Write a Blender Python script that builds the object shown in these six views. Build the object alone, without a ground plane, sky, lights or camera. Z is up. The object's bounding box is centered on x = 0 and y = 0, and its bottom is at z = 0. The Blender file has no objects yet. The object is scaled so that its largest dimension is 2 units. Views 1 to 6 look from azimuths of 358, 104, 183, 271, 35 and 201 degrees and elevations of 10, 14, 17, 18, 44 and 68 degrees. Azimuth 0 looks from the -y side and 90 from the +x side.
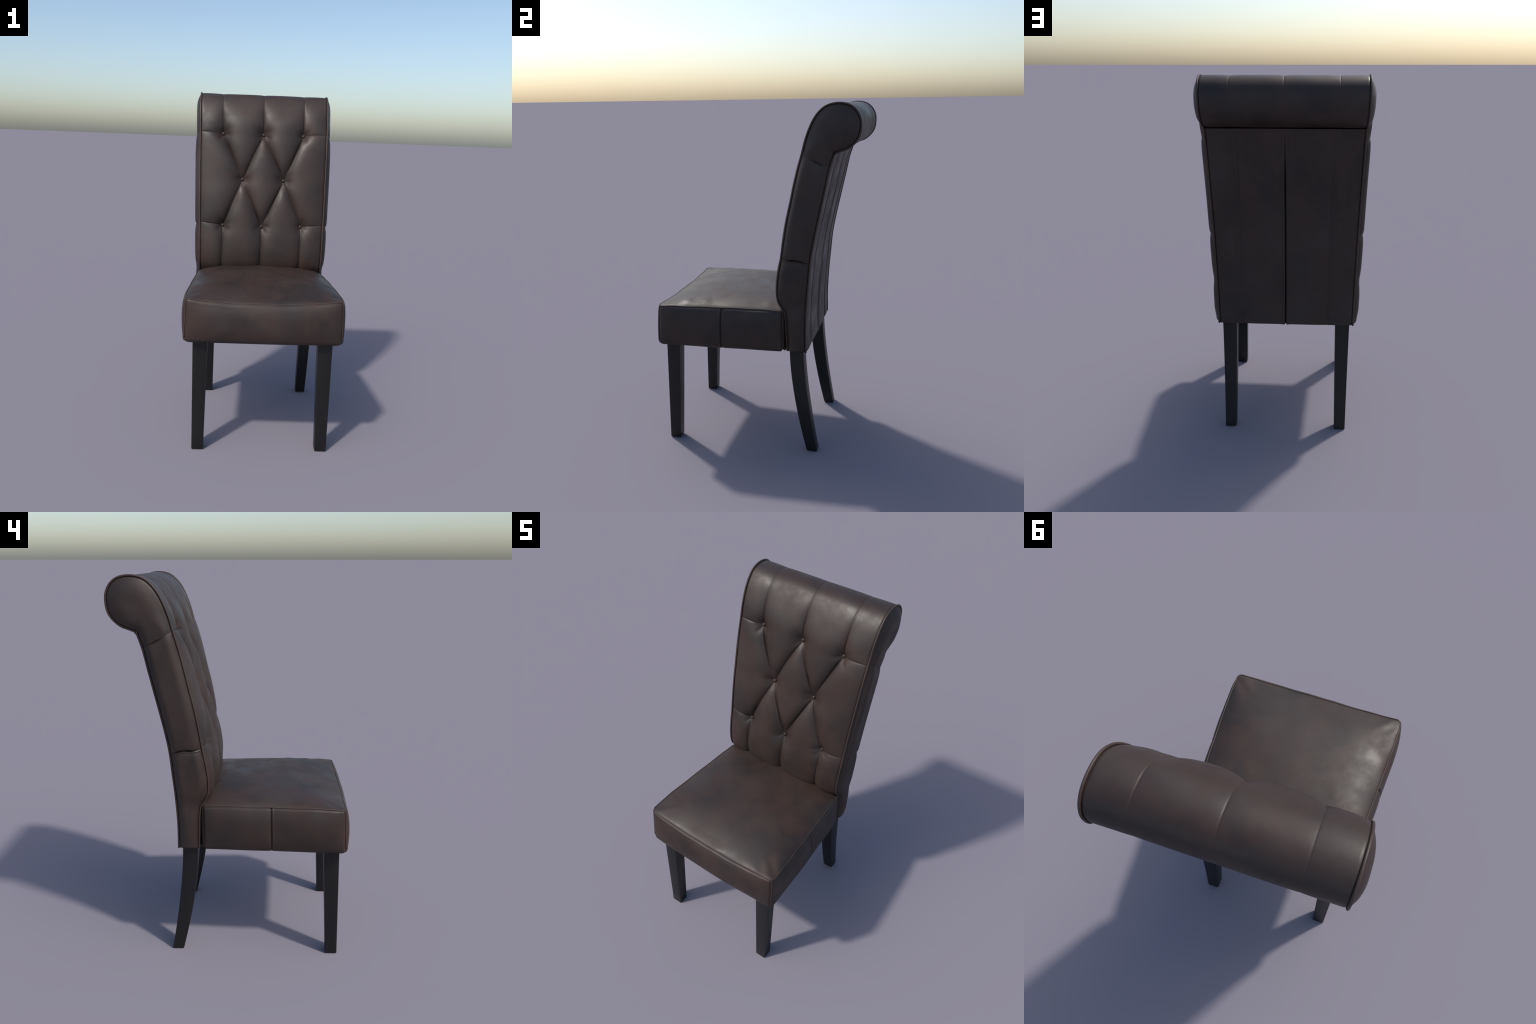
# Upholstered high-back dining chair: tufted roll-top backrest, box seat, dark wooden legs.
import bpy, bmesh, math
import numpy as np

# ------------------------------------------------------------------ helpers
def smoothstep(a, b, x):
    t = np.clip((x - a) / (b - a), 0, 1)
    return t * t * (3 - 2 * t)

def spline(pts, step=0.004, sub=24):
    """Catmull-Rom through control points, resampled at an even arc step."""
    p = np.array(pts, float)
    p = np.vstack([2 * p[0] - p[1], p, 2 * p[-1] - p[-2]])
    out = []
    for i in range(1, len(p) - 2):
        p0, p1, p2, p3 = p[i - 1], p[i], p[i + 1], p[i + 2]
        # centripetal knots keep the curve free of overshoot
        t0 = 0.0
        t1 = t0 + max(np.linalg.norm(p1 - p0), 1e-6) ** 0.5
        t2 = t1 + max(np.linalg.norm(p2 - p1), 1e-6) ** 0.5
        t3 = t2 + max(np.linalg.norm(p3 - p2), 1e-6) ** 0.5
        for t in np.linspace(t1, t2, sub, endpoint=False):
            a1 = (t1 - t) / (t1 - t0) * p0 + (t - t0) / (t1 - t0) * p1
            a2 = (t2 - t) / (t2 - t1) * p1 + (t - t1) / (t2 - t1) * p2
            a3 = (t3 - t) / (t3 - t2) * p2 + (t - t2) / (t3 - t2) * p3
            b1 = (t2 - t) / (t2 - t0) * a1 + (t - t0) / (t2 - t0) * a2
            b2 = (t3 - t) / (t3 - t1) * a2 + (t - t1) / (t3 - t1) * a3
            out.append((t2 - t) / (t2 - t1) * b1 + (t - t1) / (t2 - t1) * b2)
    out.append(p[-2])
    out = np.array(out)
    s = np.r_[0, np.cumsum(np.linalg.norm(np.diff(out, axis=0), axis=1))]
    n = max(2, int(round(s[-1] / step)) + 1)
    q = np.linspace(0, s[-1], n)
    return np.stack([np.interp(q, s, out[:, k]) for k in range(out.shape[1])], 1), q

def at(curve, s, q):
    return np.stack([np.interp(q, s, curve[:, k]) for k in range(curve.shape[1])], -1)

def nearest_s(curve, s, pt):
    return s[np.argmin(((curve - np.array(pt)) ** 2).sum(1))]

def seg_dist(X, S, a, b):
    a = np.array(a, float); b = np.array(b, float); d = b - a
    t = np.clip(((X - a[0]) * d[0] + (S - a[1]) * d[1]) / (d @ d), 0, 1)
    return np.hypot(X - a[0] - t * d[0], S - a[1] - t * d[1])

def poly_dist(Y, Z, poly, chunk=6000):
    a, b = poly[:-1], poly[1:]
    d = b - a; L = (d ** 2).sum(1) + 1e-12
    P = np.stack([Y.ravel(), Z.ravel()], 1); out = np.empty(len(P))
    for i in range(0, len(P), chunk):
        p = P[i:i + chunk, None, :]
        t = np.clip(((p - a) * d).sum(2) / L, 0, 1)
        out[i:i + chunk] = np.sqrt(((p - a - t[..., None] * d) ** 2).sum(2).min(1))
    return out.reshape(Y.shape)

_rng = np.random.RandomState(7)
_WAVES = [(_rng.normal(size=3), _rng.uniform(0, 6.28)) for _ in range(14)]
def lumps(P, freq):
    """Soft pseudo-noise in -1..1 from a sum of random plane waves."""
    v = 0
    for k, ph in _WAVES:
        v = v + np.sin((P @ (k * freq)) + ph)
    return v / 4.2

MATS = {}
def new_object(name, verts, faces, mat, parent, smooth=True, kind=None):
    me = bpy.data.meshes.new(name)
    me.from_pydata([tuple(v) for v in verts], [], [tuple(f) for f in faces])
    me.validate()
    if smooth:
        me.polygons.foreach_set("use_smooth", [True] * len(me.polygons))
    me.materials.append(MATS[mat])
    ob = bpy.data.objects.new(name, me)
    bpy.context.scene.collection.objects.link(ob)
    ob.parent = parent
    if kind:
        ob["kind"] = kind
    return ob

def grid(P, flip=False):
    n, m = P.shape[:2]
    i = np.arange(n * m).reshape(n, m)
    q = np.stack([i[:-1, :-1], i[:-1, 1:], i[1:, 1:], i[1:, :-1]], -1).reshape(-1, 4)
    if flip:
        q = q[:, ::-1]
    return P.reshape(-1, 3), q

def join(parts):
    V, F, o = [], [], 0
    for v, f in parts:
        V.extend([tuple(x) for x in v]); F.extend([tuple(int(k) + o for k in ff) for ff in f])
        o += len(v)
    return V, F

def tube(path, r, sides=10, squash=None):
    """Round cord swept along a 3D polyline, with capped ends."""
    p = np.array(path, float); n = len(p)
    t = np.gradient(p, axis=0); t /= np.linalg.norm(t, axis=1)[:, None] + 1e-12
    up = np.array([1.0, 0, 0])
    if abs(t[0] @ up) > 0.8: up = np.array([0, 0, 1.0])
    V = []
    nrm = up - (up @ t[0]) * t[0]
    for i in range(n):
        nrm = nrm - (nrm @ t[i]) * t[i]; nrm /= np.linalg.norm(nrm)
        bi = np.cross(t[i], nrm)
        rr = r[i] if hasattr(r, "__len__") else r
        for k in range(sides):
            a = 2 * math.pi * k / sides
            V.append(p[i] + rr * (math.cos(a) * nrm + math.sin(a) * bi))
    F = []
    for i in range(n - 1):
        for k in range(sides):
            k2 = (k + 1) % sides
            F.append((i * sides + k, i * sides + k2, (i + 1) * sides + k2, (i + 1) * sides + k))
    F.append(tuple(range(sides))[::-1]); F.append(tuple((n - 1) * sides + k for k in range(sides)))
    return np.array(V), F

# ------------------------------------------------------------------ materials
def leather(name, dark, mid, light, rough=(0.40, 0.56), spec=0.5, worn=0.0):
    m = bpy.data.materials.new(name); m.use_nodes = True
    nt = m.node_tree; N = nt.nodes; Lk = nt.links
    b = N["Principled BSDF"]
    tc = N.new("ShaderNodeTexCoord")
    def noise(scale, detail, rough_, mapping=None, dist=0.0):
        n = N.new("ShaderNodeTexNoise"); n.inputs["Scale"].default_value = scale
        n.inputs["Detail"].default_value = detail; n.inputs["Roughness"].default_value = rough_
        n.inputs["Distortion"].default_value = dist
        if mapping:
            mp = N.new("ShaderNodeMapping"); mp.inputs["Scale"].default_value = mapping
            mp.inputs["Rotation"].default_value = (0.3, 0.5, 0.7)
            Lk.new(tc.outputs["Object"], mp.inputs["Vector"]); Lk.new(mp.outputs[0], n.inputs["Vector"])
        else:
            Lk.new(tc.outputs["Object"], n.inputs["Vector"])
        return n
    def ramp(src, stops):
        r = N.new("ShaderNodeValToRGB"); e = r.color_ramp.elements
        while len(e) < len(stops): e.new(0.5)
        for k, (pos, col) in enumerate(stops):
            e[k].position = pos; e[k].color = (*col, 1) if len(col) == 3 else col
        Lk.new(src, r.inputs[0]); return r
    def mix(fac, a, bb, mode="MIX"):
        x = N.new("ShaderNodeMix"); x.data_type = "RGBA"; x.blend_type = mode
        if isinstance(fac, float): x.inputs[0].default_value = fac
        else: Lk.new(fac, x.inputs[0])
        for inp, val in ((x.inputs[6], a), (x.inputs[7], bb)):
            if isinstance(val, tuple): inp.default_value = (*val, 1)
            else: Lk.new(val, inp)
        return x.outputs[2]
    big = noise(4.2, 4.0, 0.55, dist=0.4)
    base = ramp(big.outputs["Fac"], [(0.36, dark), (0.52, mid), (0.68, light)])
    # reddish rubbed clouds
    med = noise(8.5, 5.0, 0.6, mapping=(1.0, 1.0, 0.55), dist=0.6)
    mk = ramp(med.outputs["Fac"], [(0.46, (0, 0, 0)), (0.66, (1, 1, 1))])
    red = tuple(min(1, c * f) for c, f in zip(mid, (1.14, 0.99, 0.93)))
    col = mix(mk.outputs[0], base.outputs[0], red)
    # cool dark smudges
    sm = noise(6.0, 3.0, 0.5, mapping=(1.3, 0.8, 1.1))
    mk2 = ramp(sm.outputs["Fac"], [(0.55, (0, 0, 0)), (0.72, (0.75, 0.75, 0.75))])
    cool = (mid[0] * 0.72, mid[1] * 0.86, mid[2] * 0.95)
    col = mix(mk2.outputs[0], col, cool)
    # fine pale scuffs: thin bands of stretched noise
    sc = noise(5.0, 6.0, 0.65, mapping=(2.0, 0.7, 1.4), dist=1.2)
    mk3 = ramp(sc.outputs["Fac"], [(0.497, (0, 0, 0)), (0.5, (0.3, 0.3, 0.3)), (0.503, (0, 0, 0))])
    sc_m = noise(3.0, 2.0, 0.5)
    mk4 = ramp(sc_m.outputs["Fac"], [(0.52, (0, 0, 0)), (0.6, (1, 1, 1))])
    mm = mix(1.0, mk3.outputs[0], mk4.outputs[0], "MULTIPLY")
    col = mix(mm, col, tuple(min(1, c * 2.6) for c in light))
    Lk.new(col, b.inputs["Base Color"])
    # gloss varies in the same clouds
    rr = N.new("ShaderNodeMapRange"); rr.inputs[3].default_value = rough[0]; rr.inputs[4].default_value = rough[1]
    rr.inputs[1].default_value = 0.35; rr.inputs[2].default_value = 0.65
    Lk.new(noise(7.0, 4.0, 0.6).outputs["Fac"], rr.inputs[0]); Lk.new(rr.outputs[0], b.inputs["Roughness"])
    b.inputs["Specular IOR Level"].default_value = spec
    # grain
    g1 = noise(55.0, 4.0, 0.6); g2 = noise(380.0, 2.0, 0.5)
    bp = N.new("ShaderNodeBump"); bp.inputs["Strength"].default_value = 0.09; bp.inputs["Distance"].default_value = 0.003
    bp2 = N.new("ShaderNodeBump"); bp2.inputs["Strength"].default_value = 0.12; bp2.inputs["Distance"].default_value = 0.001
    Lk.new(g1.outputs["Fac"], bp.inputs["Height"]); Lk.new(g2.outputs["Fac"], bp2.inputs["Height"])
    Lk.new(bp.outputs[0], bp2.inputs["Normal"]); Lk.new(bp2.outputs[0], b.inputs["Normal"])
    MATS[name] = m

def wood(name):
    m = bpy.data.materials.new(name); m.use_nodes = True
    nt = m.node_tree; N = nt.nodes; Lk = nt.links; b = N["Principled BSDF"]
    tc = N.new("ShaderNodeTexCoord"); mp = N.new("ShaderNodeMapping")
    mp.inputs["Scale"].default_value = (40, 40, 2.5)
    n = N.new("ShaderNodeTexNoise"); n.inputs["Scale"].default_value = 1.0; n.inputs["Detail"].default_value = 4
    r = N.new("ShaderNodeValToRGB")
    r.color_ramp.elements[0].color = (0.0055, 0.0054, 0.0056, 1); r.color_ramp.elements[0].position = 0.3
    r.color_ramp.elements[1].color = (0.0085, 0.0082, 0.0080, 1); r.color_ramp.elements[1].position = 0.7
    Lk.new(tc.outputs["Object"], mp.inputs[0]); Lk.new(mp.outputs[0], n.inputs["Vector"])
    Lk.new(n.outputs["Fac"], r.inputs[0]); Lk.new(r.outputs[0], b.inputs["Base Color"])
    b.inputs["Roughness"].default_value = 0.42
    b.inputs["Specular IOR Level"].default_value = 0.42
    bp = N.new("ShaderNodeBump"); bp.inputs["Strength"].default_value = 0.08; bp.inputs["Distance"].default_value = 0.001
    Lk.new(n.outputs["Fac"], bp.inputs["Height"]); Lk.new(bp.outputs[0], b.inputs["Normal"])
    MATS[name] = m

def plain(name, col, rough):
    m = bpy.data.materials.new(name); m.use_nodes = True
    b = m.node_tree.nodes["Principled BSDF"]
    n = m.node_tree.nodes.new("ShaderNodeTexNoise"); n.inputs["Scale"].default_value = 120
    r = m.node_tree.nodes.new("ShaderNodeValToRGB")
    r.color_ramp.elements[0].color = (*[c * 0.7 for c in col], 1); r.color_ramp.elements[1].color = (*[c * 1.3 for c in col], 1)
    m.node_tree.links.new(n.outputs["Fac"], r.inputs[0]); m.node_tree.links.new(r.outputs[0], b.inputs["Base Color"])
    b.inputs["Roughness"].default_value = rough
    MATS[name] = m

leather("brown_leather", (0.0222, 0.0147, 0.0119), (0.0338, 0.0213, 0.0166), (0.0385, 0.0272, 0.0222), rough=(0.42, 0.62), spec=0.42)
leather("piping_leather", (0.034, 0.0205, 0.0155), (0.045, 0.0265, 0.0195), (0.056, 0.034, 0.025), rough=(0.45, 0.6))
wood("black_wood")
plain("black_lining", (0.006, 0.006, 0.006), 0.9)
plain("thread", (0.030, 0.024, 0.021), 0.7)

# ------------------------------------------------------------------ the chair
chair = bpy.data.objects.new("dining_chair", None)
bpy.context.scene.collection.objects.link(chair)
chair["label"] = "dark brown leather dining chair with button-tufted roll-top back"
chair["category"] = "dining chair"

# ---- side profile of the backrest, in (y, z)
BASE_Z = 0.632
wrap_pts = [(.199, .632), (.197, .68), (.194, .75), (.191, .82), (.1834, .864), (.1685, .888), (.152, .915), (.1445, .945),
            (.1425, 1.0), (.1510, 1.078), (.1660, 1.16), (.1815, 1.26), (.2012, 1.374), (.2232, 1.473), (.2447, 1.574),
            (.2665, 1.664), (.2895, 1.748), (.3058, 1.81), (.3290, 1.873), (.3525, 1.919), (.3768, 1.951), (.406, 1.976),
            (.439, 1.9895), (.49, 1.9935), (.535, 1.982), (.567, 1.956), (.587, 1.917), (.5908, 1.875), (.584, 1.833),
            (.565, 1.801), (.5293, 1.770), (.49, 1.7545), (.4565, 1.7425)]
rear_pts = [(.3035, .632), (.3010, .75), (.3035, .835), (.3110, .96), (.3175, 1.03), (.3300, 1.165), (.3480, 1.27),
            (.3680, 1.365), (.3905, 1.468), (.4115, 1.565), (.4330, 1.665), (.4560, 1.738)]
WR, WS = spline(wrap_pts, 0.002)
RE, RS = spline(rear_pts, 0.002)
half_w = lambda z: 0.378 + (z - 0.635) * 0.0235

def normals2d(c, left=True):
    t = np.gradient(c, axis=0); t /= np.linalg.norm(t, axis=1)[:, None]
    n = np.stack([-t[:, 1], t[:, 0]], 1)
    k = np.ones(9) / 9
    pad = np.pad(n, ((4, 4), (0, 0)), mode="edge")
    n = np.stack([np.convolve(pad[:, j], k, "valid") for j in range(2)], 1)
    n /= np.linalg.norm(n, axis=1)[:, None]
    return n if left else -n

# ---- tufted cover: front face, over the roll, down to the neck crease
WN = normals2d(WR, True)                      # points forward/up (outward)
s_of_z = lambda z: np.interp(z, WR[:WR[:, 1].argmax(), 1], WS[:WR[:, 1].argmax()])
sT, sM, sB = s_of_z(1.741), s_of_z(1.457), s_of_z(1.163)
sTe, sBe = s_of_z(1.747), s_of_z(1.183)
buttons = [(-.641, sT), (0., sT), (.630, sT), (-.325, sM), (.336, sM), (-.632, sB + .004), (-.002, sB), (.636, sB + .006)]
XW = 0.40
Bt = [(t * XW, s) for t, s in buttons]
s_end = WS[-1]
seams = [(Bt[0], Bt[3]), (Bt[1], Bt[3]), (Bt[1], Bt[4]), (Bt[2], Bt[4]),
         (Bt[3], Bt[5]), (Bt[3], Bt[6]), (Bt[4], Bt[6]), (Bt[4], Bt[7]),
         (Bt[5], (-.655 * XW, 0)), (Bt[6], (-.012 * XW, 0)), (Bt[7], (.640 * XW, 0)),
         (Bt[0], (-.655 * XW, sT + .45)), (Bt[1], (0, sT + .45)), (Bt[2], (.645 * XW, sT + .45)),
         ((-.655 * XW, sT + .45), (-.648 * XW, s_end)), ((0, sT + .45), (0, s_end)), ((.645 * XW, sT + .45), (.648 * XW, s_end))]
side_seams = [(Bt[0], (-XW, sTe)), (Bt[2], (XW, sTe)), (Bt[5], (-XW, sBe)), (Bt[7], (XW, sBe))]

def seg_param(X, S, a, b):
    """signed distance, distance and 0..1 position along a seam"""
    a = np.array(a, float); b = np.array(b, float); d = b - a
    t = ((X - a[0]) * d[0] + (S - a[1]) * d[1]) / (d @ d)
    sg = ((X - a[0]) * d[1] - (S - a[1]) * d[0]) / math.sqrt(d @ d)
    tc = np.clip(t, 0, 1)
    return sg, np.hypot(X - a[0] - tc * d[0], S - a[1] - tc * d[1]), t

def tuft_height(T, S):
    X = T * XW
    over = smoothstep(sT + .00, sT + .235, S)          # fading out over the roll
    back = smoothstep(sT + .28, sT + .50, S)
    low = 1 - smoothstep(0.16, 0.30, S)               # flattening behind the seat
    edge = (1 - np.abs(T)) * XW
    r = np.full(T.shape, 9.0); dimple = np.zeros(T.shape)
    for k, (bx, bs) in enumerate(Bt):
        rk = np.hypot(X - bx, S - bs)
        dk = {6: 0.0125, 5: 0.0185, 7: 0.0185}.get(k, 0.0215)
        dimple = np.maximum(dimple, dk / (1 + (rk / 0.034) ** 2) ** 1.3)
        r = np.minimum(r, rk)
    clear = 1 - np.exp(-(r / .016) ** 2)              # folds die at the button
    pil = np.ones(T.shape); groove = np.zeros(T.shape)
    for k, (a, b) in enumerate(seams):
        sg, d, t = seg_param(X, S, a, b)
        diag = k < 8; bottom = 8 <= k < 11
        strength = 1.0 if diag else (0.80 if bottom else 1.0)
        pil = pil * (1 - strength * np.exp(-d / 0.028))
        depth = .0066 if diag else (.0012 if bottom else .0044)
        # some stretches of a fold are pulled tight, others lie loose
        loose = .55 + .45 * np.sin(t * 5.2 + k * 2.1) if diag else 1.0
        groove = np.maximum(groove, depth * loose * np.exp(-(d / .0028) ** 2))
        if diag:
            side = 1 if k in (0, 2, 5, 7) else -1
            lip = np.exp(-((sg * side - .0065) / .0036) ** 2) * np.clip(np.sin(np.clip(t, 0, 1) * math.pi), 0, 1)
            pil = pil + .075 * lip * (.6 + .4 * np.sin(t * 7 + k))
    dh = np.full(T.shape, 9.0)
    for a, b in side_seams: dh = np.minimum(dh, seg_dist(X, S, a, b))
    pil = pil * (1 - .42 * np.exp(-dh / .022))
    amp = 0.0335 * (1 - 0.87 * over) * (1 - .70 * back) * (1 - .30 * low)
    strip = smoothstep(.60, .68, np.abs(T)) * smoothstep(sT - .02, sT + .06, S)
    amp = amp * (1 - .25 * strip)
    ed = 1 - np.exp(-edge / 0.060)
    lumbar = 0.0095 * np.exp(-((S - sB + .02) / 0.20) ** 2) * (1 - T ** 2)
    h = amp * pil * ed + lumbar - dimple * (1 - .9 * over) * np.minimum(1, edge / .03) - 0.0015 * ed
    h -= groove * clear * (1 - .78 * over) * (1 - .3 * back) * np.minimum(1, edge / .01)
    h -= 0.0020 * np.exp(-(dh / 0.0030) ** 2) * clear
    h -= 0.0040 * np.exp(-(edge / 0.007) ** 2) * smoothstep(0, .002, edge)
    # a few soft gathers by the buttons, uneven in length and strength
    for k, (bx, bs) in enumerate(Bt):
        dx, ds = X - bx, S - bs
        rk = np.hypot(dx, ds); ang = np.arctan2(ds, dx)
        w_ = np.sin(ang * 4 + k * 1.7) + .6 * np.sin(ang * 7 + k * 2.9)
        h += 0.0011 * w_ * np.exp(-((rk - .034) / .020) ** 2) * (1 - over)
    return h

nT, nS = 400, 760
T = np.linspace(-1, 1, nT); Sg = np.linspace(0, s_end, nS)
TT, SS = np.meshgrid(T, Sg)
P2 = at(WR, WS, Sg); N2 = at(WN, WS, Sg)
H = tuft_height(TT, SS)
W = half_w(P2[:, 1])[:, None]
base = np.stack([TT * W, np.repeat(P2[:, :1], nT, 1), np.repeat(P2[:, 1:], nT, 1)], -1)
H = H + 0.0012 * lumps(base, 9.0) * (1 - np.abs(TT) ** 6)
cover = base + H[..., None] * np.stack([np.zeros_like(N2[:, 0]), N2[:, 0], N2[:, 1]], -1)[:, None, :]
v, f = grid(cover)
backrest = new_object("backrest", v, f, "brown_leather", chair)

# ---- buttons
def button_mesh():
    V, F = [], []
    prof = [(0.0102, -0.004), (0.0106, 0.0005), (0.0100, 0.0030), (0.0080, 0.0052), (0.0052, 0.0066), (0.0024, 0.0072)]
    n = 24
    for r_, z_ in prof:
        for k in range(n):
            a = 2 * math.pi * k / n
            V.append((r_ * math.cos(a), r_ * math.sin(a), z_))
    for i in range(len(prof) - 1):
        for k in range(n):
            F.append((i * n + k, i * n + (k + 1) % n, (i + 1) * n + (k + 1) % n, (i + 1) * n + k))
    V.append((0, 0, 0.0074)); c = len(V) - 1
    o = (len(prof) - 1) * n
    for k in range(n): F.append((o + k, o + (k + 1) % n, c))
    return V, F
first = None
from mathutils import Matrix, Vector
for t, s in buttons:
    p = at(WR, WS, np.array([s]))[0]; n = at(WN, WS, np.array([s]))[0]
    h = float(tuft_height(np.array([[t]]), np.array([[s]]))[0, 0])
    loc = Vector((t * half_w(p[1]), p[0] + n[0] * (h + .0035), p[1] + n[1] * (h + .0035)))
    if first is None:
        bv, bf = button_mesh()
        first = new_object("button", bv, bf, "brown_leather", backrest); ob = first
    else:
        ob = first.copy(); bpy.context.scene.collection.objects.link(ob); ob.parent = backrest
    z = Vector((0, n[0], n[1])); x = Vector((1, 0, 0)); y = z.cross(x)
    ob.matrix_world = Matrix.Translation(loc) @ Matrix((x, y, z)).transposed().to_4x4()

# ---- rear panel: two outer strips and a centre pleat
RN = -normals2d(RE, True)
def rear_height(X, Z):
    w = half_w(Z)
    xs = 0.2415 + (Z - 0.64) * 0.0130
    d_s = np.abs(X) - xs                     # signed: + outside the seam
    d_c = np.abs(X)
    edge = w - np.abs(X)
    h = 0.007 * (1 - np.exp(-edge / .03))
    h += 0.0045 * (1 - np.exp(-np.abs(d_s) / .03)) - 0.0045
    h += 0.0030 * np.exp(-((d_s - .006) / .007) ** 2)              # folded seam allowance
    h -= 0.0010 * np.exp(-(d_s / .0028) ** 2)
    h -= 0.0008 * np.exp(-((d_s + .011) / .0022) ** 2)
    op = smoothstep(1.70, 1.42, Z)                                 # pleat opens downwards
    h += 0.004 * np.exp(-((d_c - .010) / .012) ** 2) * (0.4 + .6 * op)
    wid = 0.0015 + 0.0020 * op
    h -= (0.0015 + 0.016 * op) * np.exp(-(d_c / wid) ** 4)
    h -= 0.004 * np.exp(-(edge / .007) ** 2)
    top = smoothstep(1.738, 1.69, Z); h = h * (0.3 + .7 * top)
    return h
xr = np.sort(np.unique(np.r_[np.linspace(-1, 1, 240), np.linspace(-.03, .03, 61),
                             np.linspace(.58, .70, 60), -np.linspace(.58, .70, 60)].round(5)))
Sr = np.linspace(0, RS[-1], 420)
p2 = at(RE, RS, Sr); n2 = at(RN, RS, Sr)
TT, _ = np.meshgrid(xr, Sr)
Z2 = np.repeat(p2[:, 1:], len(xr), 1); Y2 = np.repeat(p2[:, :1], len(xr), 1)
Xr = TT * half_w(Z2)
hr = rear_height(Xr, Z2)
B3 = np.stack([Xr, Y2, Z2], -1)
hr = hr + 0.0010 * lumps(B3, 7.0) * (1 - np.abs(TT) ** 6)
rear = B3 + hr[..., None] * np.stack([np.zeros(len(Sr)), n2[:, 0], n2[:, 1]], -1)[:, None, :]
v, f = grid(rear, True)
new_object("rear_panel", v, f, "brown_leather", backrest)

# ---- side panels, ladder between the front and the rear outline
iR = WR[:, 0].argmax()
F_c, F_s = WR[:iR + 1], WS[:iR + 1]
tail = WR[iR:][::-1]
B_c = np.vstack([RE, tail]); B_s = np.r_[0, np.cumsum(np.linalg.norm(np.diff(B_c, axis=0), axis=1))]
pairs = [((.199, .632), (.3035, .632)), ((.1834, .864), (.3042, .845)), ((.1705, 1.178), (.3265, 1.151)),
         ((.2905, 1.748), (.4320, 1.668)), ((.318, 1.845), (.4565, 1.7395)), ((.439, 1.9895), (.535, 1.776)),
         (tuple(WR[iR]), tuple(WR[iR]))]
fs = [nearest_s(F_c, F_s, a) for a, b in pairs]; bs = [nearest_s(B_c, B_s, b) for a, b in pairs]
fs[0] = bs[0] = 0; fs[-1] = F_s[-1]; bs[-1] = B_s[-1]
u_knots = np.cumsum([0] + [0.5 * (fs[i + 1] - fs[i] + bs[i + 1] - bs[i]) for i in range(len(fs) - 1)])
uLow, uHigh = u_knots[2], u_knots[3]
u = np.unique(np.r_[np.linspace(0, u_knots[-1], 420), np.linspace(uLow - .03, uLow + .03, 70),
                    np.linspace(uHigh - .03, uHigh + .03, 70)].round(6))
u = u[(u <= u_knots[-1])]; u[-1] = u_knots[-1]
vv = np.sin((np.linspace(0, 1, 91) - .5) * math.pi) * .5 + .5
# smooth monotone correspondence
Fp = at(F_c, F_s, np.interp(u, u_knots, fs)); Bp = at(B_c, B_s, np.interp(u, u_knots, bs))
side2 = Fp[:, None, :] * (1 - vv)[None, :, None] + Bp[:, None, :] * vv[None, :, None]
outline = np.vstack([WR, RE[::-1]])[::3]
D = poly_dist(side2[..., 0], side2[..., 1], outline)
def side_height(D, U, V, Y, Z):
    roll = smoothstep(1.74, 1.84, Z)
    Dm = 0.052 + 0.04 * roll
    q = np.clip(D / Dm, 0, 1)
    h = 0.0315 * (1 - (1 - q) ** 2.3)
    h *= 1 - 0.20 * np.exp(-((Z - .885) / .05) ** 2)
    h *= 1 - 0.25 * smoothstep(.72, .64, Z)
    env = np.clip(D / .020, 0, 1)
    # upper seam: upper piece laps over the lower one
    ds = U - uHigh + 0.004 * np.sin(V * math.pi)
    gap = smoothstep(.30, .5, V) * smoothstep(.85, .65, V)
    below = np.exp(-np.clip(-ds, 0, 9) / .026); above = np.exp(-np.clip(ds, 0, 9) / .045)
    h -= env * np.where(ds < 0, .0068 * below, .0078 * np.exp(-np.clip(ds, 0, 9) / .07))
    h -= env * (.0016 + .0050 * gap) * np.exp(-((ds + .002) / (.0028 + .0012 * gap)) ** 2)
    # lower seam: upper piece sags over a flat lip
    ds = U - uLow + 0.005 * np.sin(V * math.pi * 2.2 + .5)
    gap = smoothstep(.15, .40, V) * smoothstep(.85, .65, V) * (.62 + .38 * np.cos((V - .42) * 19))
    below = np.exp(-np.clip(-ds - .008, 0, 9) / .020); above = np.exp(-np.clip(ds, 0, 9) / .012)
    h -= env * np.where(ds < 0, .0080 * below, .0062 * above)
    h -= env * (.003 + .012 * gap) * np.exp(-((ds - .001) / (.0028 + .0015 * gap)) ** 2)
    h += env * .0025 * np.exp(-((ds + .006) / .004) ** 2)
    h -= 0.0045 * np.exp(-(D / 0.006) ** 2) * smoothstep(0, .0015, D)
    # rounded under-edge
    e = np.clip((Z - BASE_Z) / .014, 0, 1)
    h = h * np.sqrt(np.clip(1 - (1 - e) ** 2, 0, 1) * .75 + .25)
    return h
U2, V2 = np.meshgrid(u, vv, indexing="ij")
hs = side_height(D, U2, V2, side2[..., 0], side2[..., 1])
for sgn in (-1, 1):
    Z = side2[..., 1]
    B3 = np.stack([sgn * half_w(Z), side2[..., 0], Z], -1)
    hh = hs + 0.0016 * lumps(B3 * np.array([sgn * 3.1, 1, 1]), 8.0) * np.clip(D / .03, 0, 1)
    P = B3.copy(); P[..., 0] += sgn * hh
    v, f = grid(P, sgn < 0)
    new_object("side_panel", v, f, "brown_leather", backrest)
    # underside edge strip bottom ring kept for the lining
    if sgn < 0: ringL = P[0]
    else: ringR = P[0]

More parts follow.
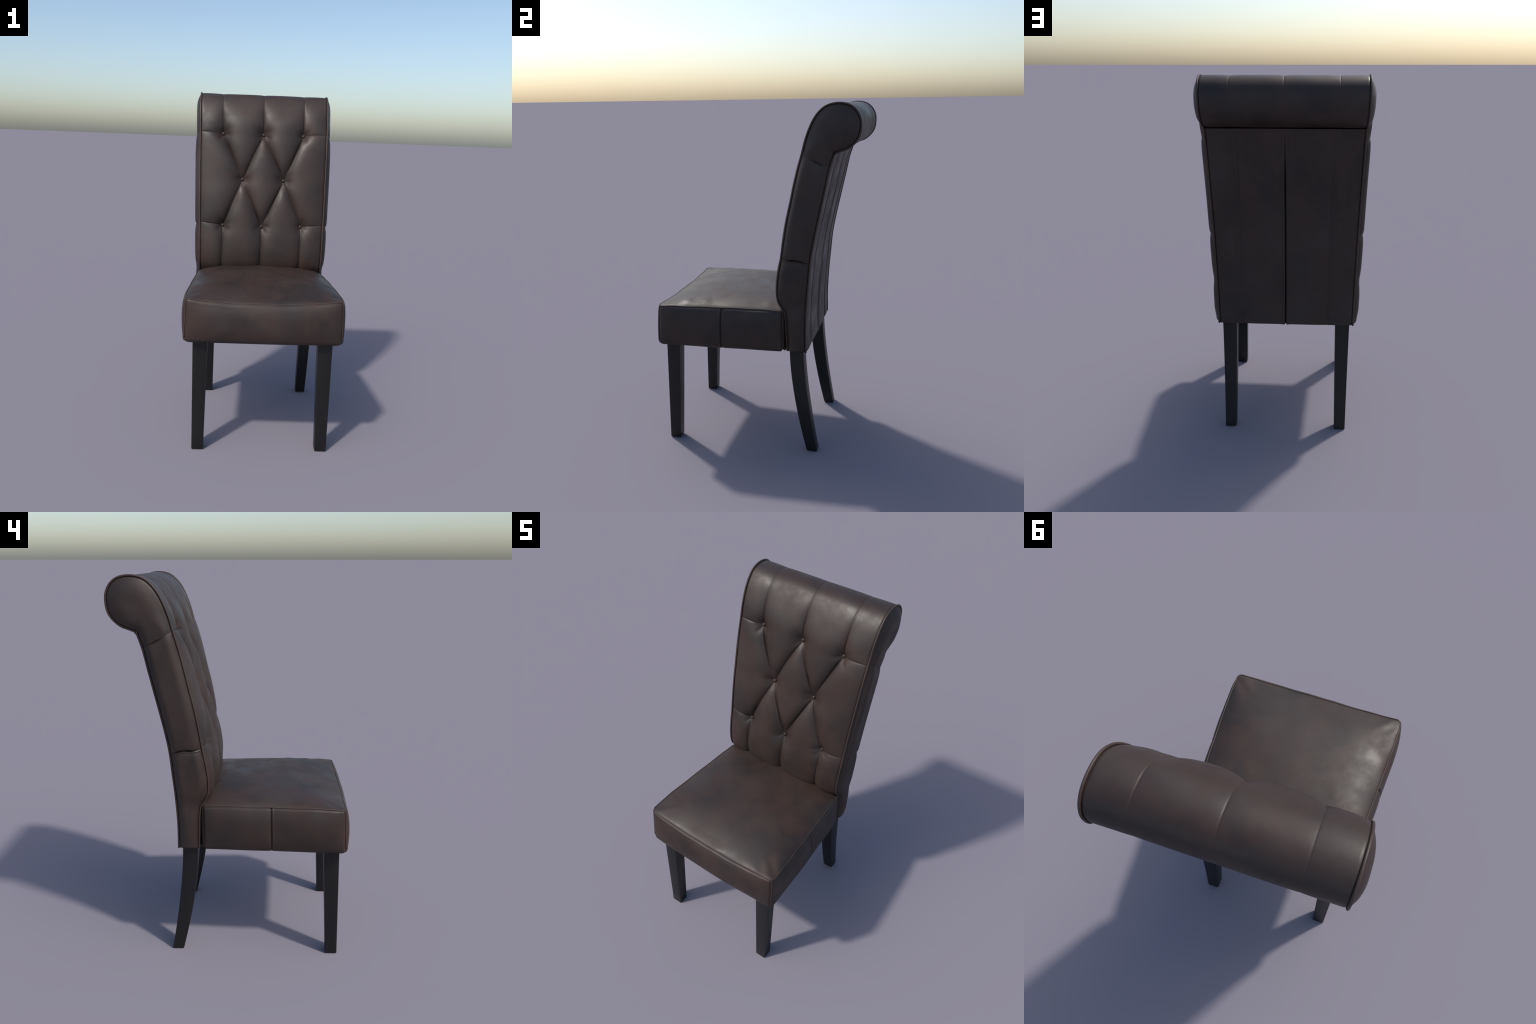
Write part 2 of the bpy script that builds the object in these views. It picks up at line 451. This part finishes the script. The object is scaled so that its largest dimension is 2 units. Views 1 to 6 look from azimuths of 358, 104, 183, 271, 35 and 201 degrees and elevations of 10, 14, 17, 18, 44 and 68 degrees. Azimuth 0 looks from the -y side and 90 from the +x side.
# ---- underside of the backrest
lo_front = cover[0]; lo_rear = rear[0]
ring = np.vstack([lo_front, ringR[1:-1], lo_rear[::-1], ringL[::-1][1:-1]])
ring[:, 2] = BASE_Z + 0.0015
c = ring.mean(0)
inner = ring * .9 + c * .1; inner[:, 2] = BASE_Z + .004
n = len(ring)
V = np.vstack([ring, inner, [[c[0], c[1], BASE_Z + .004]]])
F = [(i, (i + 1) % n, n + (i + 1) % n, n + i) for i in range(n)] + [(n + i, n + (i + 1) % n, 2 * n) for i in range(n)]
new_object("backrest_underside", V, [ff[::-1] for ff in F], "black_lining", backrest, smooth=False)

# ---- piping around each side of the backrest
for sgn in (-1, 1):
    WNo = at(WN, WS, WS); 
    a = WR + WNo * .0010; b = (RE + RN * .0015)[::-1]
    def lift(c): return np.stack([sgn * (half_w(c[:, 1]) + .0012), c[:, 0], c[:, 1]], 1)
    # soft corner in the neck
    loop = np.vstack([a[:-4], b[4:]])[::3]
    loop[-1, 1] = BASE_Z - .002
    v, f = tube(lift(loop), .0050, 10)
    new_object("piping", v, f, "piping_leather", backrest)

# ---- stitches on rear and side seams
def stitch(p, q, r=.0011):
    return tube(np.array([p, p * .75 + q * .25, p * .25 + q * .75, q]), [r * .5, r, r, r * .5], 6)
st = []
for sgn in (-1, 1):
    for off in (-.0095, .0125):
        for s in np.arange(.02, RS[-1] - .03, .011):
            pts = []
            for ss in (s, s + .007):
                p = at(RE, RS, np.array([ss]))[0]; nn = at(RN, RS, np.array([ss]))[0]
                x = sgn * (0.2415 + (p[1] - .64) * .0130 + off)
                h = float(rear_height(np.array([x]), np.array([p[1]]))[0]) + .0002
                pts.append(np.array([x, p[0] + nn[0] * h, p[1] + nn[1] * h]))
            st.append(stitch(*pts))
for sgn in (-1, 1):
    for off in (.016,):
        for s in np.arange(.02, RS[-1] - .03, .011):
            pts = []
            for ss in (s, s + .007):
                p = at(RE, RS, np.array([ss]))[0]; nn = at(RN, RS, np.array([ss]))[0]
                h = float(rear_height(np.array([sgn * off]), np.array([p[1]]))[0]) + .0002
                pts.append(np.array([sgn * off, p[0] + nn[0] * h, p[1] + nn[1] * h]))
            st.append(stitch(*pts))
def side_row(uu, sgn):
    k = np.argmin(np.abs(u - uu))
    Z = side2[k, :, 1]
    return np.stack([sgn * (half_w(Z) + hs[k] + .0003), side2[k, :, 0], Z], 1)
for sgn in (-1, 1):
    for uu in (uHigh + .012, uLow - .014):
        row = side_row(uu, sgn)
        L = np.r_[0, np.cumsum(np.linalg.norm(np.diff(row, axis=0), axis=1))]
        for s in np.arange(.014, L[-1] - .02, .009):
            st.append(stitch(at(row, L, np.array([s]))[0], at(row, L, np.array([s + .006]))[0], .0009))
V, F = join(st)
new_object("stitching", V, F, "thread", backrest, kind="stuff")

# ------------------------------------------------------------------ seat
Y_BACK, Y_FRONT = 0.178, -0.553
ty = np.array([.18, .0, -.1, -.2, -.38, -.50, -.56]); tx = np.array([.388, .3985, .4055, .4110, .4220, .4260, .4255])
top_half = lambda y: np.interp(-y, -ty, tx)
bot_half = lambda y: .390 + (0.178 - y) * (.040 / .744)
edge_z = lambda y: .8685 + .0065 * np.sin(np.clip((0.178 - y) / .73, 0, 1) * math.pi) - .0025 * smoothstep(-.4, -.553, y)
front_dip = lambda a: .0185 * (1 - np.abs(a + .05 * (1 - a * a)) ** 1.8)
def seat_top(a, y):
    """Crowned top of the cushion; a is -1..1 across, y from back to front."""
    x = a * top_half(y)
    fr = smoothstep(-.40, Y_FRONT, y)
    z = edge_z(y) - front_dip(a) * smoothstep(-.18, Y_FRONT, y) ** 1.5
    de = (1 - np.abs(a)) * top_half(y); df = y - Y_FRONT
    crown = (1 - np.exp(-de / .10)) * (1 - np.exp(-df / .10))
    z = z + .046 * crown / .95
    # pulled gathers along the side edges and in the front corners
    g = 0
    for yc, sd, k in ((-.39, 1, 1.), (-.28, 1, .8), (.09, 1, .7), (-.12, -1, .5), (-.36, -1, .7), (.06, -1, .4)):
        g = g + k * np.exp(-((y - yc + .25 * (de - .04)) / .030) ** 2) * (a * sd > 0)
    z = z + 0.0030 * g * np.exp(-((de - .045) / .030) ** 2) * smoothstep(0, .02, de)
    cor = np.exp(-((de - .05) ** 2 + (df - .05) ** 2) / .0035)
    z = z + .0016 * np.sin((de - df) * 60) * cor
    # the seam itself wanders a little
    z = z + .0016 * np.sin(x * 17 + y * 9 + .6) * np.exp(-np.minimum(de, df) / .03) + .0010 * np.sin(x * 41 - y * 33) * np.exp(-np.minimum(de, df) / .02)
    # rounded seam shoulder
    m = np.minimum(de, df)
    z = z + .0035 * (1 - np.exp(-m / .008)) - .0015
    P = np.stack([x, y + 0 * x, z], -1)
    z = z + .0014 * lumps(P * np.array([1, 1, 0]), 9.0) * np.clip(m / .05, 0, 1)
    return np.stack([x, y + 0 * x - .006 * (1 - a ** 2) * fr, z], -1)
SEAT_Z = .6265
def soften(P):
    """Round the upright corners of the seat block in plan and turn its lower edge under."""
    P = np.array(P, float); x, y, z = P[..., 0], P[..., 1], P[..., 2]
    R = .018
    k = np.clip((.868 - z) / .24, 0, 1)
    hx = np.where(y < -.2, .4258 + .0055 * k, .388 + .002 * k)
    yf, yb = Y_FRONT - .0135 * k, Y_BACK
    sx = np.where(x < 0, -1.0, 1.0); ax = np.abs(x)
    p = (ax - (hx - R)) / R
    qf = ((yf + R) - y) / R; qb = (y - (yb - R)) / R
    q = np.maximum(qf, qb); sy = np.where(qf > qb, -1.0, 1.0)
    inside = (p > 0) & (q > 0)
    pc, qc = np.clip(p, 0, 1), np.clip(q, 0, 1)
    dp = (pc * np.sqrt(1 - qc * qc * .45) - pc) * R; dq = (qc * np.sqrt(1 - pc * pc * .45) - qc) * R
    x = np.where(inside, sx * (ax + dp), x); y = np.where(inside, y + sy * dq, y)
    e = np.clip((z - SEAT_Z) / .022, 0, 1)
    turn = .015 * (1 - np.sqrt(np.clip(1 - (1 - e) ** 2, 0, 1)))
    x = x - np.sign(x) * turn * smoothstep(.30, .38, np.abs(x))
    y = y + turn * smoothstep(-.45, -.53, y)
    return np.stack([x, y, z], -1)

ga = np.sin(np.linspace(-1, 1, 240) * math.pi / 2 * .93) / math.sin(math.pi / 2 * .93)
gy = Y_BACK + (Y_FRONT - Y_BACK) * np.sin(np.linspace(0, 1, 240) * math.pi / 2 * .95) / math.sin(math.pi / 2 * .95)
AA, YY = np.meshgrid(ga, gy)
topP = seat_top(AA, YY)
v, f = grid(soften(topP), True)
seat = new_object("seat", v, f, "brown_leather", chair)
def wall(top, bottom, out, bulge, nv=70, seam=None, flip=False, name="", under=.010, ends=.02):
    """Upholstered vertical face between a top edge and a bottom edge polyline."""
    top = np.asarray(top); bottom = np.asarray(bottom); m = len(top)
    L = np.r_[0, np.cumsum(np.linalg.norm(np.diff(top, axis=0), axis=1))]
    tv = np.r_[(1 - np.cos(np.linspace(0, math.pi, nv))) / 2]
    V2 = tv[None, :]; L2 = L[:, None]
    cl = np.clip(1 - np.minimum(L, L[-1] - L) / .026, 0, 1)
    bottom[:, 2] += .019 * (1 - np.sqrt(1 - cl * cl))
    P = top[:, None, :] * (1 - V2)[..., None] + bottom[:, None, :] * V2[..., None]
    hgt = (top[:, 2] - bottom[:, 2])[:, None]
    de = np.minimum(L2, L[-1] - L2)
    dt = V2 * hgt; db = (1 - V2) * hgt
    b = bulge * (1 - np.exp(-de / .06)) * (1 - np.abs(2 * V2 - .96) ** 2.6).clip(0)
    b = b + .003 * (1 - np.exp(-dt / .006)) * (1 - np.exp(-de / .006)) - .001
    b = b + .004 * (1 - np.exp(-de / .012))
    b = b - .0035 * np.exp(-((dt - .004) / .004) ** 2) * (1 - np.exp(-de / .01))
    if seam is not None:
        d = L2 - seam
        b = b - .005 * np.exp(-np.abs(d) / .016) - .0045 * np.exp(-(d / .0030) ** 2) + .002 * np.exp(-((d - .008) / .005) ** 2)
    b = b + .0030 * lumps(P, 8.5) * (1 - np.exp(-de / .03)) * np.clip(dt / .03, 0, 1)
    P = soften(P + b[..., None] * out[:, None, :])
    v, f = grid(P, flip)
    return new_object(name, v, f, "brown_leather", seat), P

# front face
a = ga
tp = topP[-1].copy(); tp[:, 2] -= .001
bt = np.stack([a * .4300, -.5655 - .006 * (1 - a ** 2), SEAT_Z + .001 - .003 * np.exp(-((np.abs(a) - .93) / .05) ** 2)], 1)
out = np.tile([0, -1.0, 0], (len(a), 1))
_, PF = wall(tp, bt, out, .0235, name="seat_front_panel", flip=True)
# sides, each sewn from two pieces
sideP = {}
for sgn in (-1, 1):
    yy = np.unique(np.r_[np.linspace(Y_BACK, Y_FRONT, 200), np.linspace(-.20, -.15, 50)])[::-1]
    tp = seat_top(np.full(len(yy), float(sgn)), yy); tp[:, 2] -= .001
    yb = .178 + (yy - Y_BACK) * ((-.5655 - .178) / (Y_FRONT - Y_BACK))
    bt = np.stack([sgn * bot_half(yb), yb, np.full(len(yy), SEAT_Z)], 1)
    bt[:, 2] += .0015
    out = np.tile([float(sgn), 0, 0], (len(yy), 1))
    _, sideP[sgn] = wall(tp, bt, out, .0225, seam=.178 + .176, name="seat_side_panel", flip=(sgn < 0))
# back face and underside
tp = topP[0].copy(); tp[:, 2] -= .001
bt = np.stack([a * .390, np.full(len(a), .178), np.full(len(a), SEAT_Z + .001)], 1)
wall(tp, bt, np.tile([0, 1.0, 0], (len(a), 1)), .004, name="seat_back_panel")
ring = np.vstack([PF[:, -1], sideP[1][::-1, -1][1:], sideP[-1][:, -1][:-1]])
# order the ring around the centre
ang = np.arctan2(ring[:, 1] + .19, ring[:, 0]); ring = ring[np.argsort(ang)]
ring[:, 2] += .0008
c = np.array([0, -.19, SEAT_Z + .004]); n = len(ring)
inner = ring * .95 + c * .05; inner[:, 2] = SEAT_Z + .007
V = np.vstack([ring, inner, [c + [0, 0, .002]]])
F = [(i, n + i, n + (i + 1) % n, (i + 1) % n) for i in range(n)] + [(n + i, 2 * n, n + (i + 1) % n) for i in range(n)]
new_object("seat_underside", V, F, "black_lining", seat, smooth=False)

# seat welt: along both sides and the front, and down the front corners
top_path = []
yy = np.linspace(Y_BACK, Y_FRONT, 90)
left = seat_top(np.full(90, -1.0), yy); right = seat_top(np.full(90, 1.0), yy)[::-1]
front = seat_top(np.linspace(-1, 1, 120), np.full(120, Y_FRONT))
path = np.vstack([left[:-2], front[2:-2], right[2:]])
path[:, 2] += .0005
cx = np.array([0, -.19, 0]); dirn = path - cx; dirn[:, 2] = 0
dirn /= np.linalg.norm(dirn, axis=1)[:, None]
v1, f1 = tube(soften(path) + dirn * .0012, .0032, 8)
parts = [(v1, f1)]
for sgn in (-1, 1):
    pth = np.stack([np.linspace(sgn * .4262, sgn * .4318, 30), np.linspace(-.5535, -.5675, 30), np.linspace(.864, SEAT_Z + .030, 30)], 1)
    parts.append(tube(soften(pth) , .0034, 8))
    pth = np.stack([np.linspace(sgn * .388, sgn * .390, 30), np.full(30, .178), np.linspace(.866, SEAT_Z + .030, 30)], 1)
    parts.append(tube(soften(pth), .0030, 8))
V, F = join(parts)
new_object("seat_piping", V, F, "piping_leather", seat)

# ------------------------------------------------------------------ legs
def leg(rows):
    """rows of (z, x0, x1, y0, y1) from foot to top -> rounded square post."""
    bm = bmesh.new(); prev = None; rings = []
    for z, x0, x1, y0, y1 in rows:
        rings.append([bm.verts.new((x, y, z)) for x, y in ((x0, y0), (x1, y0), (x1, y1), (x0, y1))])
    for A, B in zip(rings[:-1], rings[1:]):
        for k in range(4):
            bm.faces.new((A[k], A[(k + 1) % 4], B[(k + 1) % 4], B[k]))
    bm.faces.new(rings[0][::-1]); bm.faces.new(rings[-1])
    bmesh.ops.recalc_face_normals(bm, faces=bm.faces)
    cols = set()
    for A, B in zip(rings[:-1], rings[1:]):
        for k in range(4):
            cols.add(bm.edges.get((A[k], B[k])))
    for k in range(4): cols.add(bm.edges.get((rings[0][k], rings[0][(k + 1) % 4])))
    bmesh.ops.bevel(bm, geom=list(cols), offset=.0035, segments=3, profile=.5, affect='EDGES')
    me = bpy.data.meshes.new("leg"); bm.to_mesh(me); bm.free()
    me.materials.append(MATS["black_wood"])
    me.polygons.foreach_set("use_smooth", [True] * len(me.polygons))
    me.set_sharp_from_angle(angle=math.radians(32))
    ob = bpy.data.objects.new("leg", me); bpy.context.scene.collection.objects.link(ob); ob.parent = chair
    return ob
for sgn in (-1, 1):
    rows = []
    for z in np.linspace(0, .68, 8):
        k = z / .61
        xs = sorted((sgn * (.3125 - .0105 * k), sgn * (.3765 + .0055 * k)))
        rows.append((z, xs[0], xs[1], -.5420 + .009 * k, -.4795 + .0255 * k))
    leg(rows)
    rows = []
    for z in np.linspace(0, .72, 33):
        t = max(0, .62 - z) / .62; k = z / .61
        xs = sorted((sgn * (.2870 - .0055 * k), sgn * (.3490 + .0115 * k)))
        yf = .2075 + .0970 * t ** 1.65; yb = .2870 + .0785 * t ** 1.5
        rows.append((z, xs[0], xs[1], yf, yb))
    leg(rows)
